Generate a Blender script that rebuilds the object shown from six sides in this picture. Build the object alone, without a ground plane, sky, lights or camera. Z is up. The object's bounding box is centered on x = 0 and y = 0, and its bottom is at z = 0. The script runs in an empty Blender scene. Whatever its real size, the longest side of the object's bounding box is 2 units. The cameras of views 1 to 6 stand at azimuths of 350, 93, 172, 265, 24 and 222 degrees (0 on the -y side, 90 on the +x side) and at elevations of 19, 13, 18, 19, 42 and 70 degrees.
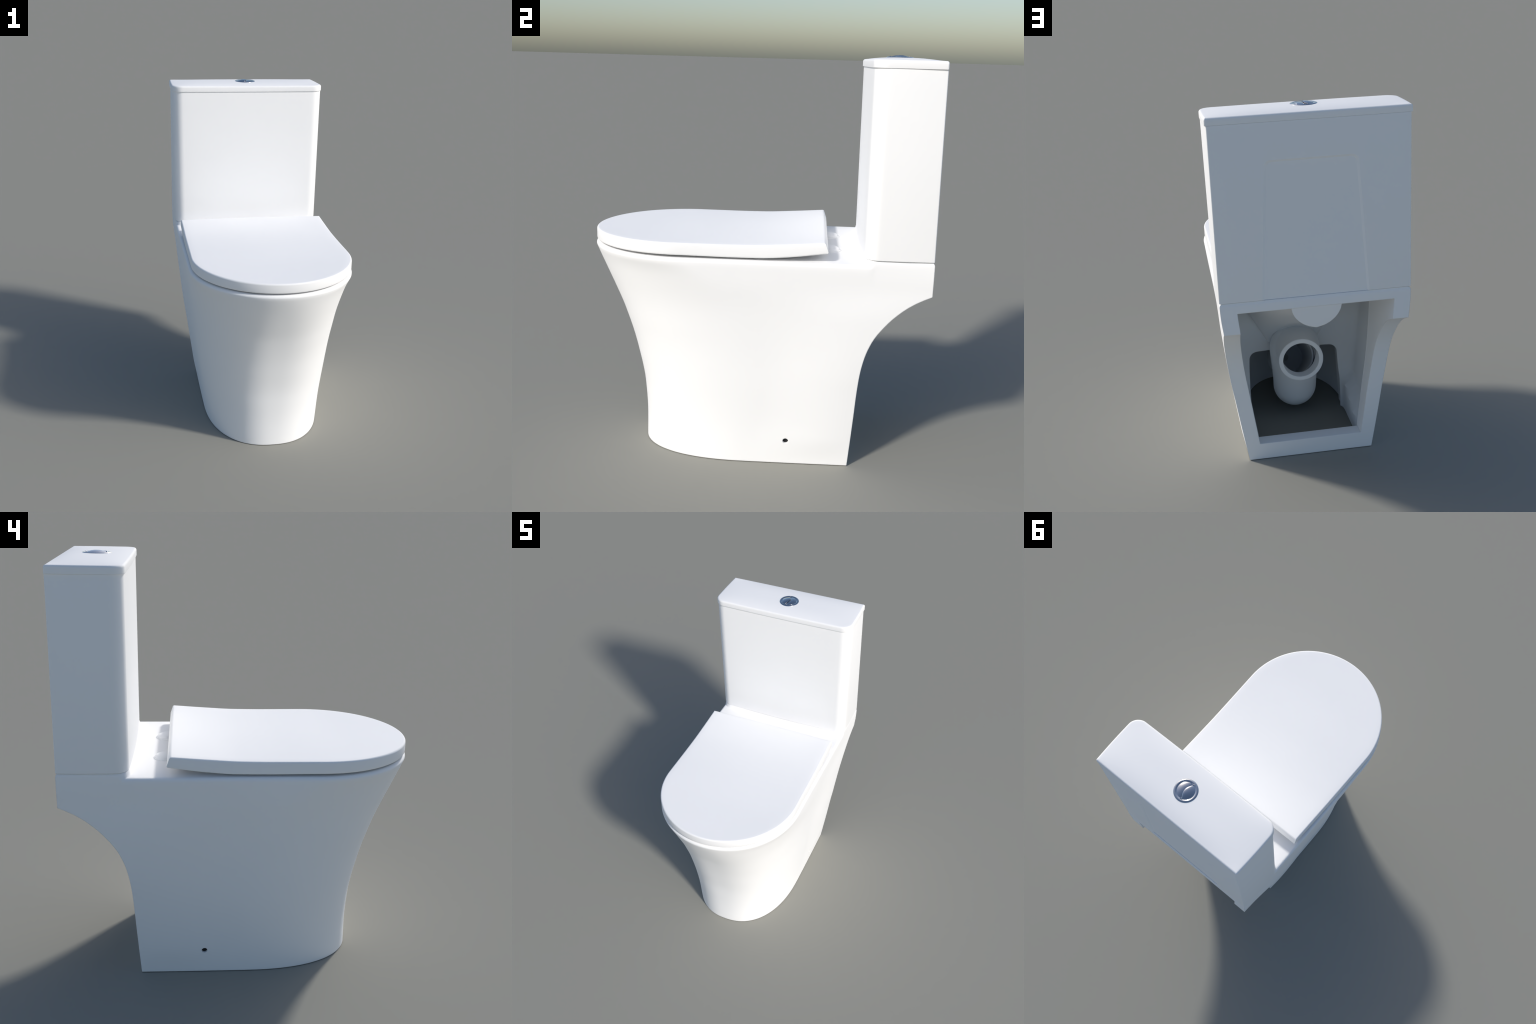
"""Close-coupled toilet: flared ceramic pan, D-shaped upswept lid, boxy cistern
with a chrome dual-flush button, open back with waste outlet."""
import bpy, bmesh, math
import numpy as np
from mathutils import Vector, Matrix

# ------------------------------------------------------------------ helpers
def smooth01(t):
    t = min(max(t, 0.0), 1.0)
    return t * t * (3 - 2 * t)


def curve(points):
    """Monotone cubic through (x, y) control points."""
    xs = np.array([p[0] for p in points], float)
    ys = np.array([p[1] for p in points], float)
    h = np.diff(xs)
    d = np.diff(ys) / h
    m = np.zeros_like(ys)
    m[0], m[-1] = d[0], d[-1]
    for i in range(1, len(xs) - 1):
        if d[i - 1] * d[i] > 0:
            w1, w2 = 2 * h[i] + h[i - 1], h[i] + 2 * h[i - 1]
            m[i] = (w1 + w2) / (w1 / d[i - 1] + w2 / d[i])

    def f(x):
        x = min(max(x, xs[0]), xs[-1])
        i = min(int(np.searchsorted(xs, x, side="right")) - 1, len(xs) - 2)
        t = (x - xs[i]) / h[i]
        return float((2 * t**3 - 3 * t**2 + 1) * ys[i] + (t**3 - 2 * t**2 + t) * h[i] * m[i]
                     + (-2 * t**3 + 3 * t**2) * ys[i + 1] + (t**3 - t**2) * h[i] * m[i + 1])
    return f


def make_object(name, verts, faces, material=None, parent=None, angle=35):
    me = bpy.data.meshes.new(name)
    me.from_pydata([tuple(v) for v in verts], [], faces)
    me.validate()
    bm = bmesh.new()
    bm.from_mesh(me)
    bmesh.ops.remove_doubles(bm, verts=bm.verts, dist=2e-5)
    bmesh.ops.dissolve_degenerate(bm, edges=bm.edges, dist=1e-6)
    bmesh.ops.recalc_face_normals(bm, faces=bm.faces)
    if all(e.is_manifold for e in bm.edges):
        if bm.calc_volume(signed=True) < 0:
            bmesh.ops.reverse_faces(bm, faces=bm.faces)
    else:
        print("OPEN", name, sum(not e.is_manifold for e in bm.edges), len(bm.edges))
    bm.to_mesh(me)
    bm.free()
    ob = bpy.data.objects.new(name, me)
    bpy.context.scene.collection.objects.link(ob)
    if material:
        me.materials.append(material)
    shade(ob, angle)
    if parent:
        ob.parent = parent
    return ob


def shade(ob, angle=35):
    me = ob.data
    me.polygons.foreach_set("use_smooth", [True] * len(me.polygons))
    me.set_sharp_from_angle(angle=math.radians(angle))


def apply_modifiers(ob):
    dg = bpy.context.evaluated_depsgraph_get()
    me = bpy.data.meshes.new_from_object(ob.evaluated_get(dg))
    ob.modifiers.clear()
    old = ob.data
    ob.data = me
    me.name = old.name
    bpy.data.meshes.remove(old)


def boolean(ob, tool, operation="DIFFERENCE", angle=35):
    m = ob.modifiers.new("cut", "BOOLEAN")
    m.operation, m.solver, m.object = operation, "EXACT", tool
    apply_modifiers(ob)
    me = tool.data
    bpy.data.objects.remove(tool)
    bpy.data.meshes.remove(me)
    shade(ob, angle)


def d_half(width, back_width, centre, nose, back, power=2.0, arc=40, side=48, side_power=1.4, cluster=None, bulge=0.0):
    """Right half of a D plan, from the nose round to the back corner."""
    out = []
    b = centre - nose
    for i in range(arc):
        a = math.pi / 2 * i / arc
        out.append((width * math.sin(a) ** (2 / power), centre - b * math.cos(a) ** (2 / power)))
    ts = [i / side for i in range(side + 1)]
    if cluster:
        lo, hi = cluster
        ts = [i / 30 * lo for i in range(30)] + [lo + (hi - lo) * i / 40 for i in range(40)] + [hi + (1 - hi) * i / 16 for i in range(17)]
    for t in ts:
        out.append((width + (back_width - width) * t ** side_power + bulge * math.sin(math.pi * t) * t, centre + (back - centre) * t))
    return out


def d_loft(rows, across=10, lift=None):
    """Solid through D halves. rows = [(half, z or function of y)];
    every half has the same count.  lift(x, y, z) may add height."""
    verts, faces = [], []

    def put(x, y, z):
        if lift:
            z += lift(x, y, z)
        verts.append((x, y, z))
        return len(verts) - 1

    def height(z, y):
        return z(y) if callable(z) else z

    rings = []
    for half, z in rows:
        right = [put(x, y, height(z, y)) for x, y in half]
        left = [put(-x, y, height(z, y)) for x, y in half]
        x, y = half[-1]
        back = [put(x * (1 - 2 * k / across), y, height(z, y)) for k in range(across + 1)]
        rings.append((right, left, back))
    for a, b in zip(rings, rings[1:]):
        for part in range(3):
            for i in range(len(a[part]) - 1):
                faces.append((a[part][i], a[part][i + 1], b[part][i + 1], b[part][i]))
    for half, z in (rows[0], rows[-1]):
        last = None
        for x, y in half:
            line = [put(x * (1 - 2 * k / across), y, height(z, y)) for k in range(across + 1)]
            if last:
                for k in range(across):
                    faces.append((last[k], last[k + 1], line[k + 1], line[k]))
            last = line
    return verts, faces


def rounded_rectangle(w, y0, y1, front_r, back_r, n=12, edge=12):
    """Closed outline, half width w, from y0 (front) to y1 (back)."""
    pts = []
    for cx, cy, r, a0 in ((w - front_r, y0 + front_r, front_r, -90), (w - back_r, y1 - back_r, back_r, 0),
                          (-w + back_r, y1 - back_r, back_r, 90), (-w + front_r, y0 + front_r, front_r, 180)):
        corner = [(cx + r * math.cos(math.radians(a0 + 90 * i / n)), cy + r * math.sin(math.radians(a0 + 90 * i / n))) for i in range(n + 1)]
        if pts:
            (ax, ay), (bx, by) = pts[-1], corner[0]
            pts += [(ax + (bx - ax) * k / edge, ay + (by - ay) * k / edge) for k in range(1, edge)]
        pts += corner
    (ax, ay), (bx, by) = pts[-1], pts[0]
    return pts + [(ax + (bx - ax) * k / edge, ay + (by - ay) * k / edge) for k in range(1, edge)]


def ring_loft(rings, close=True):
    n = len(rings[0])
    verts = [v for r in rings for v in r]
    faces = []
    for k in range(len(rings) - 1):
        for i in range(n):
            j = (i + 1) % n
            faces.append((k * n + i, k * n + j, (k + 1) * n + j, (k + 1) * n + i))
    if close:
        faces.append(tuple(range(n)))
        faces.append(tuple(range((len(rings) - 1) * n, len(rings) * n)))
    return verts, faces


def lathe(profile, n=96, centre=(0, 0, 0), axis="Z", close=True):
    """Surface of revolution; profile = [(radius, height)]."""
    rings = []
    for r, h in profile:
        ring = []
        for i in range(n):
            a = 2 * math.pi * i / n
            p = (r * math.cos(a), r * math.sin(a), h) if axis == "Z" else (r * math.cos(a), h, r * math.sin(a))
            ring.append(tuple(c + q for c, q in zip(centre, p)))
        rings.append(ring)
    return ring_loft(rings, close)


def rounding(r, n=6, top=True):
    """(inset, drop) pairs rolling from the side onto the top."""
    return [(r * (1 - math.cos(math.pi / 2 * i / n)), r * (1 - math.sin(math.pi / 2 * i / n))) for i in range(n + 1)]


# ---------------------------------------------------------------- materials
def principled(name, colour, roughness, metallic=0.0, edge=0.0, grain=0.0, matt=0.07):
    m = bpy.data.materials.new(name)
    m.use_nodes = True
    nt = m.node_tree
    p = nt.nodes["Principled BSDF"]
    p.inputs["Roughness"].default_value = roughness
    p.inputs["Metallic"].default_value = metallic
    p.inputs["Diffuse Roughness"].default_value = matt
    tex = nt.nodes.new("ShaderNodeTexCoord")
    noise = nt.nodes.new("ShaderNodeTexNoise")
    noise.inputs["Scale"].default_value = 3.0
    noise.inputs["Detail"].default_value = 3.0
    nt.links.new(tex.outputs["Object"], noise.inputs["Vector"])
    ramp = nt.nodes.new("ShaderNodeValToRGB")
    ramp.color_ramp.elements[0].position = 0.3
    ramp.color_ramp.elements[1].position = 0.7
    ramp.color_ramp.elements[0].color = (*[c * (1 - grain) for c in colour], 1)
    ramp.color_ramp.elements[1].color = (*colour, 1)
    nt.links.new(noise.outputs["Fac"], ramp.inputs["Fac"])
    nt.links.new(ramp.outputs["Color"], p.inputs["Base Color"])
    if edge:
        b = nt.nodes.new("ShaderNodeBevel")
        b.samples = 6
        b.inputs["Radius"].default_value = edge
        nt.links.new(b.outputs["Normal"], p.inputs["Normal"])
    return m


CERAMIC = principled("glazed_white_ceramic", (1.0, 1.0, 1.0), 0.78, edge=0.006, grain=0.01)
CERAMIC_PLAIN = principled("white_ceramic", (1.0, 1.0, 1.0), 0.78, grain=0.01)
PLASTIC = principled("white_plastic", (1.0, 1.0, 1.0), 0.78, grain=0.01)
SHADOW = principled("painted_hole_shadow", (.012, .013, .015), 0.7, grain=0.1)
CHROME = principled("polished_chrome", (0.68, 0.69, 0.71), 0.12, metallic=1.0, grain=0.01)

# --------------------------------------------------------------------- root
toilet = bpy.data.objects.new("toilet", None)
bpy.context.scene.collection.objects.link(toilet)
toilet["label"] = "white close-coupled ceramic toilet with closed lid and chrome flush button"
toilet["category"] = "toilet"

# ---------------------------------------------------------------- pan shape
BACK = 0.828
RIM = 1.056          # deck height
SHELF = 1.080        # height of the shelf that carries the cistern
nose_y = curve([(0, -.574), (.13, -.572), (.31, -.581), (.51, -.619), (.72, -.684), (.84, -.737), (.93, -.780), (1.0, -.814),
                (1.04, -.8315)])
front_w = curve([(0, .351), (.2, .3715), (.4, .3955), (.6, .4165), (.8, .4415), (.95, .4645), (1.04, .4745)])
back_w = curve([(0, .347), (.10, .363), (.25, .386), (.4, .408), (.5, .424), (.67, .444), (.8, .455), (.91, .461), (1.03, .473), (1.10, .474)])
centre_y = curve([(0, -.03), (.2, .02), (.4, .05), (.6, .04), (.75, .0), (.87, -.08), (.96, -.19), (1.04, -.34)])
plan_p = curve([(0, 2.32), (.2, 2.45), (.4, 2.58), (.65, 2.58), (.87, 2.36), (1.04, 2.0)])
under_shelf = curve([(0, .480), (.283, .499), (.40, .506), (.50, .515), (.588, .531), (.676, .562), (.777, .632), (.855, .717),
                     (.892, .777), (.914, BACK - .003)])


def back_y(z):
    return under_shelf(z) if z <= .9141 else BACK


def pan_half(z, inset=0.0):
    return d_half(front_w(z) - inset, back_w(z) - inset, centre_y(z), nose_y(z) + inset, back_y(z) - min(inset, .004),
                  plan_p(z), side_power=2.0, cluster=(.71, .80), bulge=.015 * smooth01(z / .15) * smooth01((.98 - z) / .2))


def hollow_half(z, y0, y1, inset, n=36):
    """Half outline a wall thickness inside the pan, cut off at y0 and y1."""
    pts = pan_half(max(z, 0), inset)
    ys, xs = [p[1] for p in pts], [p[0] for p in pts]
    y0 = max(y0, ys[0])
    out = [(0.0, y0)]
    for i in range(n + 1):
        y = y0 + (y1 - y0) * (1 - math.cos(math.pi / 2 * i / n))
        x = float(np.interp(y, ys, xs))
        if y0 > ys[0]:                      # the wall thickens into a ledge at the floor
            ledge = max(.265 - .36 * (y - y0), .06)
            x = min(x, x + (.292 - x) * (1 - smooth01((z - ledge + .05) / .07)))
        out.append((x * (1 - (1 - min((y - y0) / .14, 1)) ** 5) ** .5 if y0 > ys[0] else x, y))
    return out


def footprint_distance(x, y, w=.477, y0=.5085, r=.067):
    qx, qy = abs(x) - (w - r), (y0 + r) - y
    return math.hypot(max(qx, 0), max(qy, 0)) + min(max(qx, qy), 0) - r


def shelf_lift(x, y, z):
    if z < .97:
        return 0.0
    return (SHELF - RIM) * smooth01((z - .97) / .06) * smooth01(1 - (footprint_distance(x, y) + .001) / .007)


rows = [(pan_half(z), z) for z in sorted({*np.linspace(0, 1.02, 52).tolist(), .914, .9165})]
R = .017
for inset, drop in rounding(R, 7):
    z = RIM - drop
    rows.append((pan_half(z, inset), z))
pan = make_object("pan", *d_loft(rows, across=120, lift=shelf_lift), material=CERAMIC)

# rear cavity: a thick frame round the open back, a low bar along the floor
BAR, FRAME, WEB, CUT = .098, .395, -.07, .405


def frame_half(z):
    w = back_w(z) - (.07 + .016 * z)
    return d_half(w - .006, w + .008, FRAME + .10, FRAME - .02, 1.0, 12, arc=20, side=8, side_power=1.0)


boolean(pan, make_object("frame_tool", *d_loft([(frame_half(z), z) for z in np.linspace(BAR, 1.024, 24)], across=4)))
# thin-walled hollow between the frame and the web that closes off the bowl
boolean(pan, make_object("hollow_tool", *d_loft([(hollow_half(z, WEB, FRAME, .022), z) for z in np.linspace(-.05, 1.0235, 30)], across=4)))
# the floor opening reaches back to the low bar between the frame's feet
bar_gap = [[(-.283, FRAME - .03, z), (.283, FRAME - .03, z), (.283, .410, z), (-.283, .410, z)] for z in (-.05, BAR + .03)]
boolean(pan, make_object("bar_tool", *ring_loft(bar_gap)))
# the foot in front of the web is hollow as well
foot = [(hollow_half(z, -2, WEB - .04, .05), z) for z in np.linspace(-.05, .48, 16)]
foot += [(hollow_half(.51, -2, WEB - .04, .05 + inset), .52 - drop) for inset, drop in rounding(.04, 5)]
boolean(pan, make_object("foot_tool", *d_loft(foot, across=4)))
# a wide arch through the web
arch = []
for y in (WEB - .09, WEB + .05):
    ring = [(-.288, y, -.05), (.288, y, -.05)]
    for sx in (1, -1):
        for i in range(9):
            a = math.radians(90 * (i if sx > 0 else 8 - i) / 8)
            ring.append((sx * (.268 - .045 + .045 * math.cos(a)), y, CUT - .045 + .045 * math.sin(a)))
    arch.append(ring)
boolean(pan, make_object("arch_tool", *ring_loft(arch)))


def slanted_duct():
    """Way on from the outlet, down and forward into the dark foot."""
    ob = make_object("duct_tool", *lathe([(.112, 0), (.112, .48)], n=48))
    ob.data.transform(Matrix.Translation((0, .15, .455)) @ Matrix.Rotation(math.radians(118), 4, "X"))
    return ob


boolean(pan, slanted_duct())

# bowl opening under the lid
bowl_rows = []
for t in np.linspace(0, 1, 14):
    s = (1 - t**2.2) ** .5 if t < 1 else 0.02
    s = max(s, .25)
    bowl_rows.append([(.31 * s * math.cos(a), -.36 + .33 * s * math.sin(a), RIM + .05 - t * .50)
                      for a in np.linspace(0, 2 * math.pi, 64, endpoint=False)])
boolean(pan, make_object("bowl_tool", *ring_loft(bowl_rows)))

# fixing holes, one through each side of the foot
for s in (1, -1):
    v, f = lathe([(.0138, -.12), (.0138, .12)], n=32)
    tool = make_object("hole_tool", v, f)
    tool.data.transform(Matrix.Translation((s * .452, .172, .126)) @ Matrix.Rotation(math.pi / 2, 4, "Y"))
    boolean(pan, tool)
pan.parent = toilet
shadow_disc = make_object("hole_shadow_disc", *lathe([(.001, -.001), (.0140, -.001), (.0145, 0), (.0140, .001), (.001, .001)], n=32), material=SHADOW)  # near-black disc paints the shade inside the empty fixing hole
shadow_disc.data.transform(Matrix.Rotation(math.pi / 2, 4, "Y"))
shadow_disc.location = (front_w(.126) - .012, .172, .126)
shadow_disc.parent = pan
opposite = shadow_disc.copy()
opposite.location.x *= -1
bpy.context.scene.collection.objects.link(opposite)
pan.data.materials.clear()
pan.data.materials.append(CERAMIC)

# bowl underside bulging through the rear of the pan
bulge = []
for z, hw, depth in ((1.022, .385, .885), (.95, .36, .74), (.85, .33, .54), (.73, .285, .33), (.66, .254, .22), (.60, .223, .13), (.50, .172, .05), (.46, .15, .03)):
    ring = []
    for a in np.linspace(0, 2 * math.pi, 64, endpoint=False):
        c, sn = math.cos(a), math.sin(a)
        ring.append((hw * math.copysign(abs(c) ** .85, c), WEB + (depth * sn ** .85 if sn > 0 else .03 * sn), z))
    bulge.append(ring)
bowl = make_object("bowl", *ring_loft(bulge), material=CERAMIC_PLAIN, parent=pan, angle=50)

# flush inlet: funnel hanging under the shelf, its back leaning forward
funnel = []
for k in range(15):
    t = k / 14
    w = max(.125 * (1 - t ** 2.0) ** .60, .004)
    yb = .8265 - .020 * t
    d = max(.24 * (1 - t ** 1.9) ** .62, .004)
    ring = []
    for a in np.linspace(0, 2 * math.pi, 64, endpoint=False):
        c, sn = math.cos(a), math.sin(a)
        ring.append((w * c, yb + (d * sn if sn < 0 else -.001 * abs(c)), 1.03 - .126 * t))
    funnel.append(ring)
inlet = make_object("flush_inlet", *ring_loft(funnel), material=CERAMIC, parent=pan)

# waste trap and outlet pipe
def lean(ob):
    for v in ob.data.vertices:
        v.co.y += -.048 + .070 * min(max((v.co.z - .16) / .31, 0), 1)
    return ob


zc, PZ = .172, .470
prof = [(0.004, zc - .13)]
prof += [(.13 * math.sin(a), zc - .13 * math.cos(a)) for a in np.linspace(.1, math.pi / 2, 12)]
prof += [(.1305, .20), (.133, .25), (.138, .31), (.144, .37), (.148, .42), (.149, .45)]
prof += [(.149 * math.cos(a), .45 + .149 * math.sin(a)) for a in np.linspace(.1, math.pi / 2 - .02, 14)]
trap = lean(make_object("waste_trap", *lathe(prof, n=96), material=CERAMIC))
PIPE = [(.127, .0), (.1275, .243), (.129, .249), (.128, .253), (.1245, .255), (.05, .255)]
boolean(trap, make_object("pipe_tool", *lathe(PIPE, n=96, centre=(0, 0, PZ), axis="Y")), "UNION")
boolean(trap, lean(make_object("hollow_tool", *lathe([(.03, .09), (.10, .14), (.117, .22), (.124, .32), (.132, .44), (.124, .50), (.088, .555), (.03, .58)], n=64))))
boolean(trap, make_object("bore_tool", *lathe([(.08, .09), (.1035, .11), (.104, .4)], n=96, centre=(0, 0, PZ), axis="Y")))
boolean(trap, slanted_duct())
trap.parent = pan
# the trapway runs on, closed, below the bowl
way = make_object("trapway", *lathe([(.109, .19), (.109, .62), (.02, .625), (.02, .640), (.119, .635), (.119, .19), (.109, .19)], n=64, close=False),
                  material=CERAMIC_PLAIN, parent=trap)
way.data.transform(Matrix.Translation((0, .15, .455)) @ Matrix.Rotation(math.radians(116), 4, "X"))
trap.data.materials.clear()
trap.data.materials.append(CERAMIC)

# ------------------------------------------------------------------ cistern
C_W, C_Y0, C_Y1, C_Z0, C_Z1 = .474, .5085, .8275, 1.0810, 1.9400


def box_rings(w, y0, y1, z0, z1, fr, br, r_low, r_top, splay, flare, belly=0.0, bow=0.0):
    """Box whose plan widens towards the front (splay) and towards the top (flare)."""
    rings = []
    levels = [(i, z0 + d) for i, d in reversed(rounding(r_low, 4))] + [(i, z1 - d) for i, d in rounding(r_top, 6)]
    for inset, z in levels:
        ring = []
        for x, y in rounded_rectangle(w - inset, y0 + inset, y1 - inset, fr - inset, max(br - inset, .001)):
            t = (z - z0) / (z1 - z0)
            forward = min((y1 - y) / (y1 - y0 - fr), 1.0)
            ring.append((x * (1 + (forward * (splay + flare * t) + .3 * flare * t + belly * math.sin(math.pi * max(forward, 0))) / w),
                         y - bow * (1.5 - .7 * t) * max(1 - (x / (w - fr)) ** 2, 0) * (y < (y0 + y1) / 2), z))
        rings.append(ring)
    return rings


def crowned(rings, height):
    """Carry the top of a box on inwards as ever smaller rings that rise to a low crown."""
    last = rings[-1]
    ys, w = [p[1] for p in last], max(p[0] for p in last)
    cy, half = (min(ys) + max(ys)) / 2, (max(ys) - min(ys)) / 2
    for k in range(1, 25):
        f = 1 - (k / 24.2) ** 1.15
        ring = []
        for x, y, z in last:
            u, t = x * f / w, (y - cy) * f / half
            ring.append((x * f, cy + (y - cy) * f, z + height * max(1 - u ** 4, 0) * max(1 - abs(t) ** 3, 0)))
        rings.append(ring)
    return rings


cistern = make_object("cistern", *ring_loft(box_rings(C_W, C_Y0, C_Y1, C_Z0, C_Z1, .066, .006, .003, .0012, .004, .007, .003, .006)), material=CERAMIC)
# shallow recessed panel in the back
panel = []
for depth, grow in ((.003, .007), (-.0065, -.008)):
    out = []
    corners = [(-.270, .9), (.270, .9), (.225, 1.762), (-.225, 1.762)]
    rr = .03
    pts = [(-.274 - grow, .9), (.274 + grow, .9)]
    for s in (1, -1):
        for i in range(9):
            a = math.radians(90 * i / 8)
            ca, sa = (math.cos(a), math.sin(a)) if s > 0 else (math.sin(a), math.cos(a))
            pts.append((s * (.222 + grow - rr + rr * ca), 1.762 + grow - rr + rr * sa))
    panel.append([(x, C_Y1 + depth, z) for x, z in pts])
boolean(cistern, make_object("panel_tool", *ring_loft(panel)), angle=25)
cistern.parent = toilet
cistern.data.materials.clear()
cistern.data.materials.append(CERAMIC_PLAIN)
shade(cistern, 14)

cistern_lid = make_object("cistern_lid", *ring_loft(crowned(box_rings(.4835, .503, BACK, 1.9405, 1.977, .066, .008, .001, .012, .007, .0, .002, .003), .011)),
                          material=CERAMIC_PLAIN, parent=toilet)


# ------------------------------------------------------------- flush button
BX, BY, BZ = 0.0, .6585, 1.9862
flush = make_object("flush_button", *lathe(
    [(.047, .0029), (.0479, .0030)] +
    [(.0572 + .0095 * math.cos(a), -.001 + .0065 * math.sin(a)) for a in np.linspace(math.pi * .76, 0.1, 18)] +
    [(.0672, -.003), (.0672, -.008)], n=128, centre=(BX, BY, BZ)), material=CHROME, parent=cistern_lid, angle=60)


def button_half(name, left, right, top, sink):
    """Pillow over the strip between two x boundaries, inside the ring."""
    n, m = 72, 40
    rad = .0472
    verts, faces = [], []
    for j in range(n + 1):
        v = -1 + 2 * j / n
        v = math.sin(v * math.pi / 2) * .9995
        y = rad * v
        x0, x1 = left(y, rad), right(y, rad)
        for i in range(m + 1):
            u = .5 - .5 * math.cos(math.pi * i / m)
            x = x0 + (x1 - x0) * u
            verts.append((BX + x, BY + y, BZ + top(x, y, u, rad)))
    for j in range(n):
        for i in range(m):
            a = j * (m + 1) + i
            faces.append((a, a + 1, a + m + 2, a + m + 1))
    base = len(verts)
    ob = make_object(name, verts, faces, material=CHROME, parent=flush, angle=60)
    if sum(p.normal.z for p in ob.data.polygons) < 0:
        ob.data.flip_normals()
    sol = ob.modifiers.new("depth", "SOLIDIFY")
    sol.thickness, sol.offset = .004, -1
    apply_modifiers(ob)
    shade(ob, 60)
    return ob


def seam(y, rad):
    return -.013 + .020 * (1 - (y / rad) ** 2)


def rim_left(y, rad):
    return -math.sqrt(max(rad * rad - y * y, 0))


def rim_right(y, rad):
    return math.sqrt(max(rad * rad - y * y, 0))


def big_top(x, y, u, rad):
    r = math.hypot(x, y) / rad
    dome = .0138 - .0088 * min(r, 1) ** 2.2
    return dome - .0022 * u ** 10


def small_top(x, y, u, rad):
    r = math.hypot(x, y) / rad
    dome = .0112 - .0068 * min(r, 1) ** 2.2
    return max(dome - .0035 * (1 - u) ** 2, .0034)


button_half("full_flush_button", rim_left, lambda y, r: seam(y, r) - .0004, big_top, 0)
button_half("half_flush_button", lambda y, r: min(seam(y, r) + .0004, rim_right(y, r)), rim_right, small_top, 0)

# --------------------------------------------------------------- seat + lid
lid_top = curve([(-.83, 1.122), (-.60, 1.126), (-.36, 1.1275), (-.15, 1.1272), (0, 1.129), (.16, 1.138), (.34, 1.151)])
lid_low = curve([(-.83, 1.0655), (-.36, 1.0685), (-.10, 1.0665), (.03, 1.0675), (.165, 1.077), (.34, 1.099)])


def lid_half(inset, s):
    back = .342 - .014 * s - inset
    return d_half(.4655 - inset, .458 - inset, -.362, -.8285 + inset, back, 2.0, arc=44, side=40, side_power=1.0)


def between(s):
    return lambda y: lid_low(y) + (lid_top(y) - lid_low(y)) * s


lid_rows = []
for inset, drop in reversed(rounding(.009, 4)):
    lid_rows.append((lid_half(inset, 0), between(drop / .062)))
for inset, drop in rounding(.010, 6):
    s = 1 - drop / .062
    lid_rows.append((lid_half(inset, s), between(s)))
crown = curve([(-.83, 0), (-.50, .001), (-.25, .006), (-.05, .007), (.15, .004), (.34, .005)])


def lid_crown(x, y, z):
    return crown(y) * max(1 - (x / .455) ** 2, 0) * smooth01((z - lid_low(y)) / (lid_top(y) - lid_low(y)) * 2 - 1)


lid = make_object("lid", *d_loft(lid_rows, across=24, lift=lid_crown), material=PLASTIC, parent=toilet)

# seat ring tucked under the lid, filling the gap where the lid sweeps up
def seat_outline(w, yf, yb, yc, p_back, n):
    out = []
    for i in range(n):
        a = 2 * math.pi * i / n
        c, sn = math.cos(a), math.sin(a)
        p = 2 / (2.0 if sn < 0 else p_back)
        out.append((w * math.copysign(abs(c) ** p, c), yc + (yf if sn < 0 else yb) * math.copysign(abs(sn) ** p, sn)))
    return out


outer, inner = seat_outline(.415, .415, .60, -.37, 7, 160), seat_outline(.27, .33, .36, -.37, 3, 160)
under, over = (lambda y: 1.0590), (lambda y: lid_low(y) - .0015)
rings = [[(x, y, h(y)) for x, y in line] for line, h in ((inner, under), (outer, under), (outer, over), (inner, over), (inner, under))]
seat = make_object("seat", *ring_loft(rings, close=False), material=PLASTIC, parent=toilet)

# hinges: domed caps on the deck and knuckles set into the back of the lid
cap_profile = [(.058, 0), (.058, .004), (.056, .006), (.052, .007)]
cap_profile += [(.051 * math.cos(a), .008 + .016 * math.sin(a)) for a in np.linspace(0, math.pi / 2 - .02, 14)]
first = make_object("hinge", *lathe(cap_profile, n=64), material=PLASTIC, parent=toilet)
first.location = (.168, .352, RIM - .001)
second = first.copy()
second.location.x = -.168
bpy.context.scene.collection.objects.link(second)

bpy.context.view_layer.update()
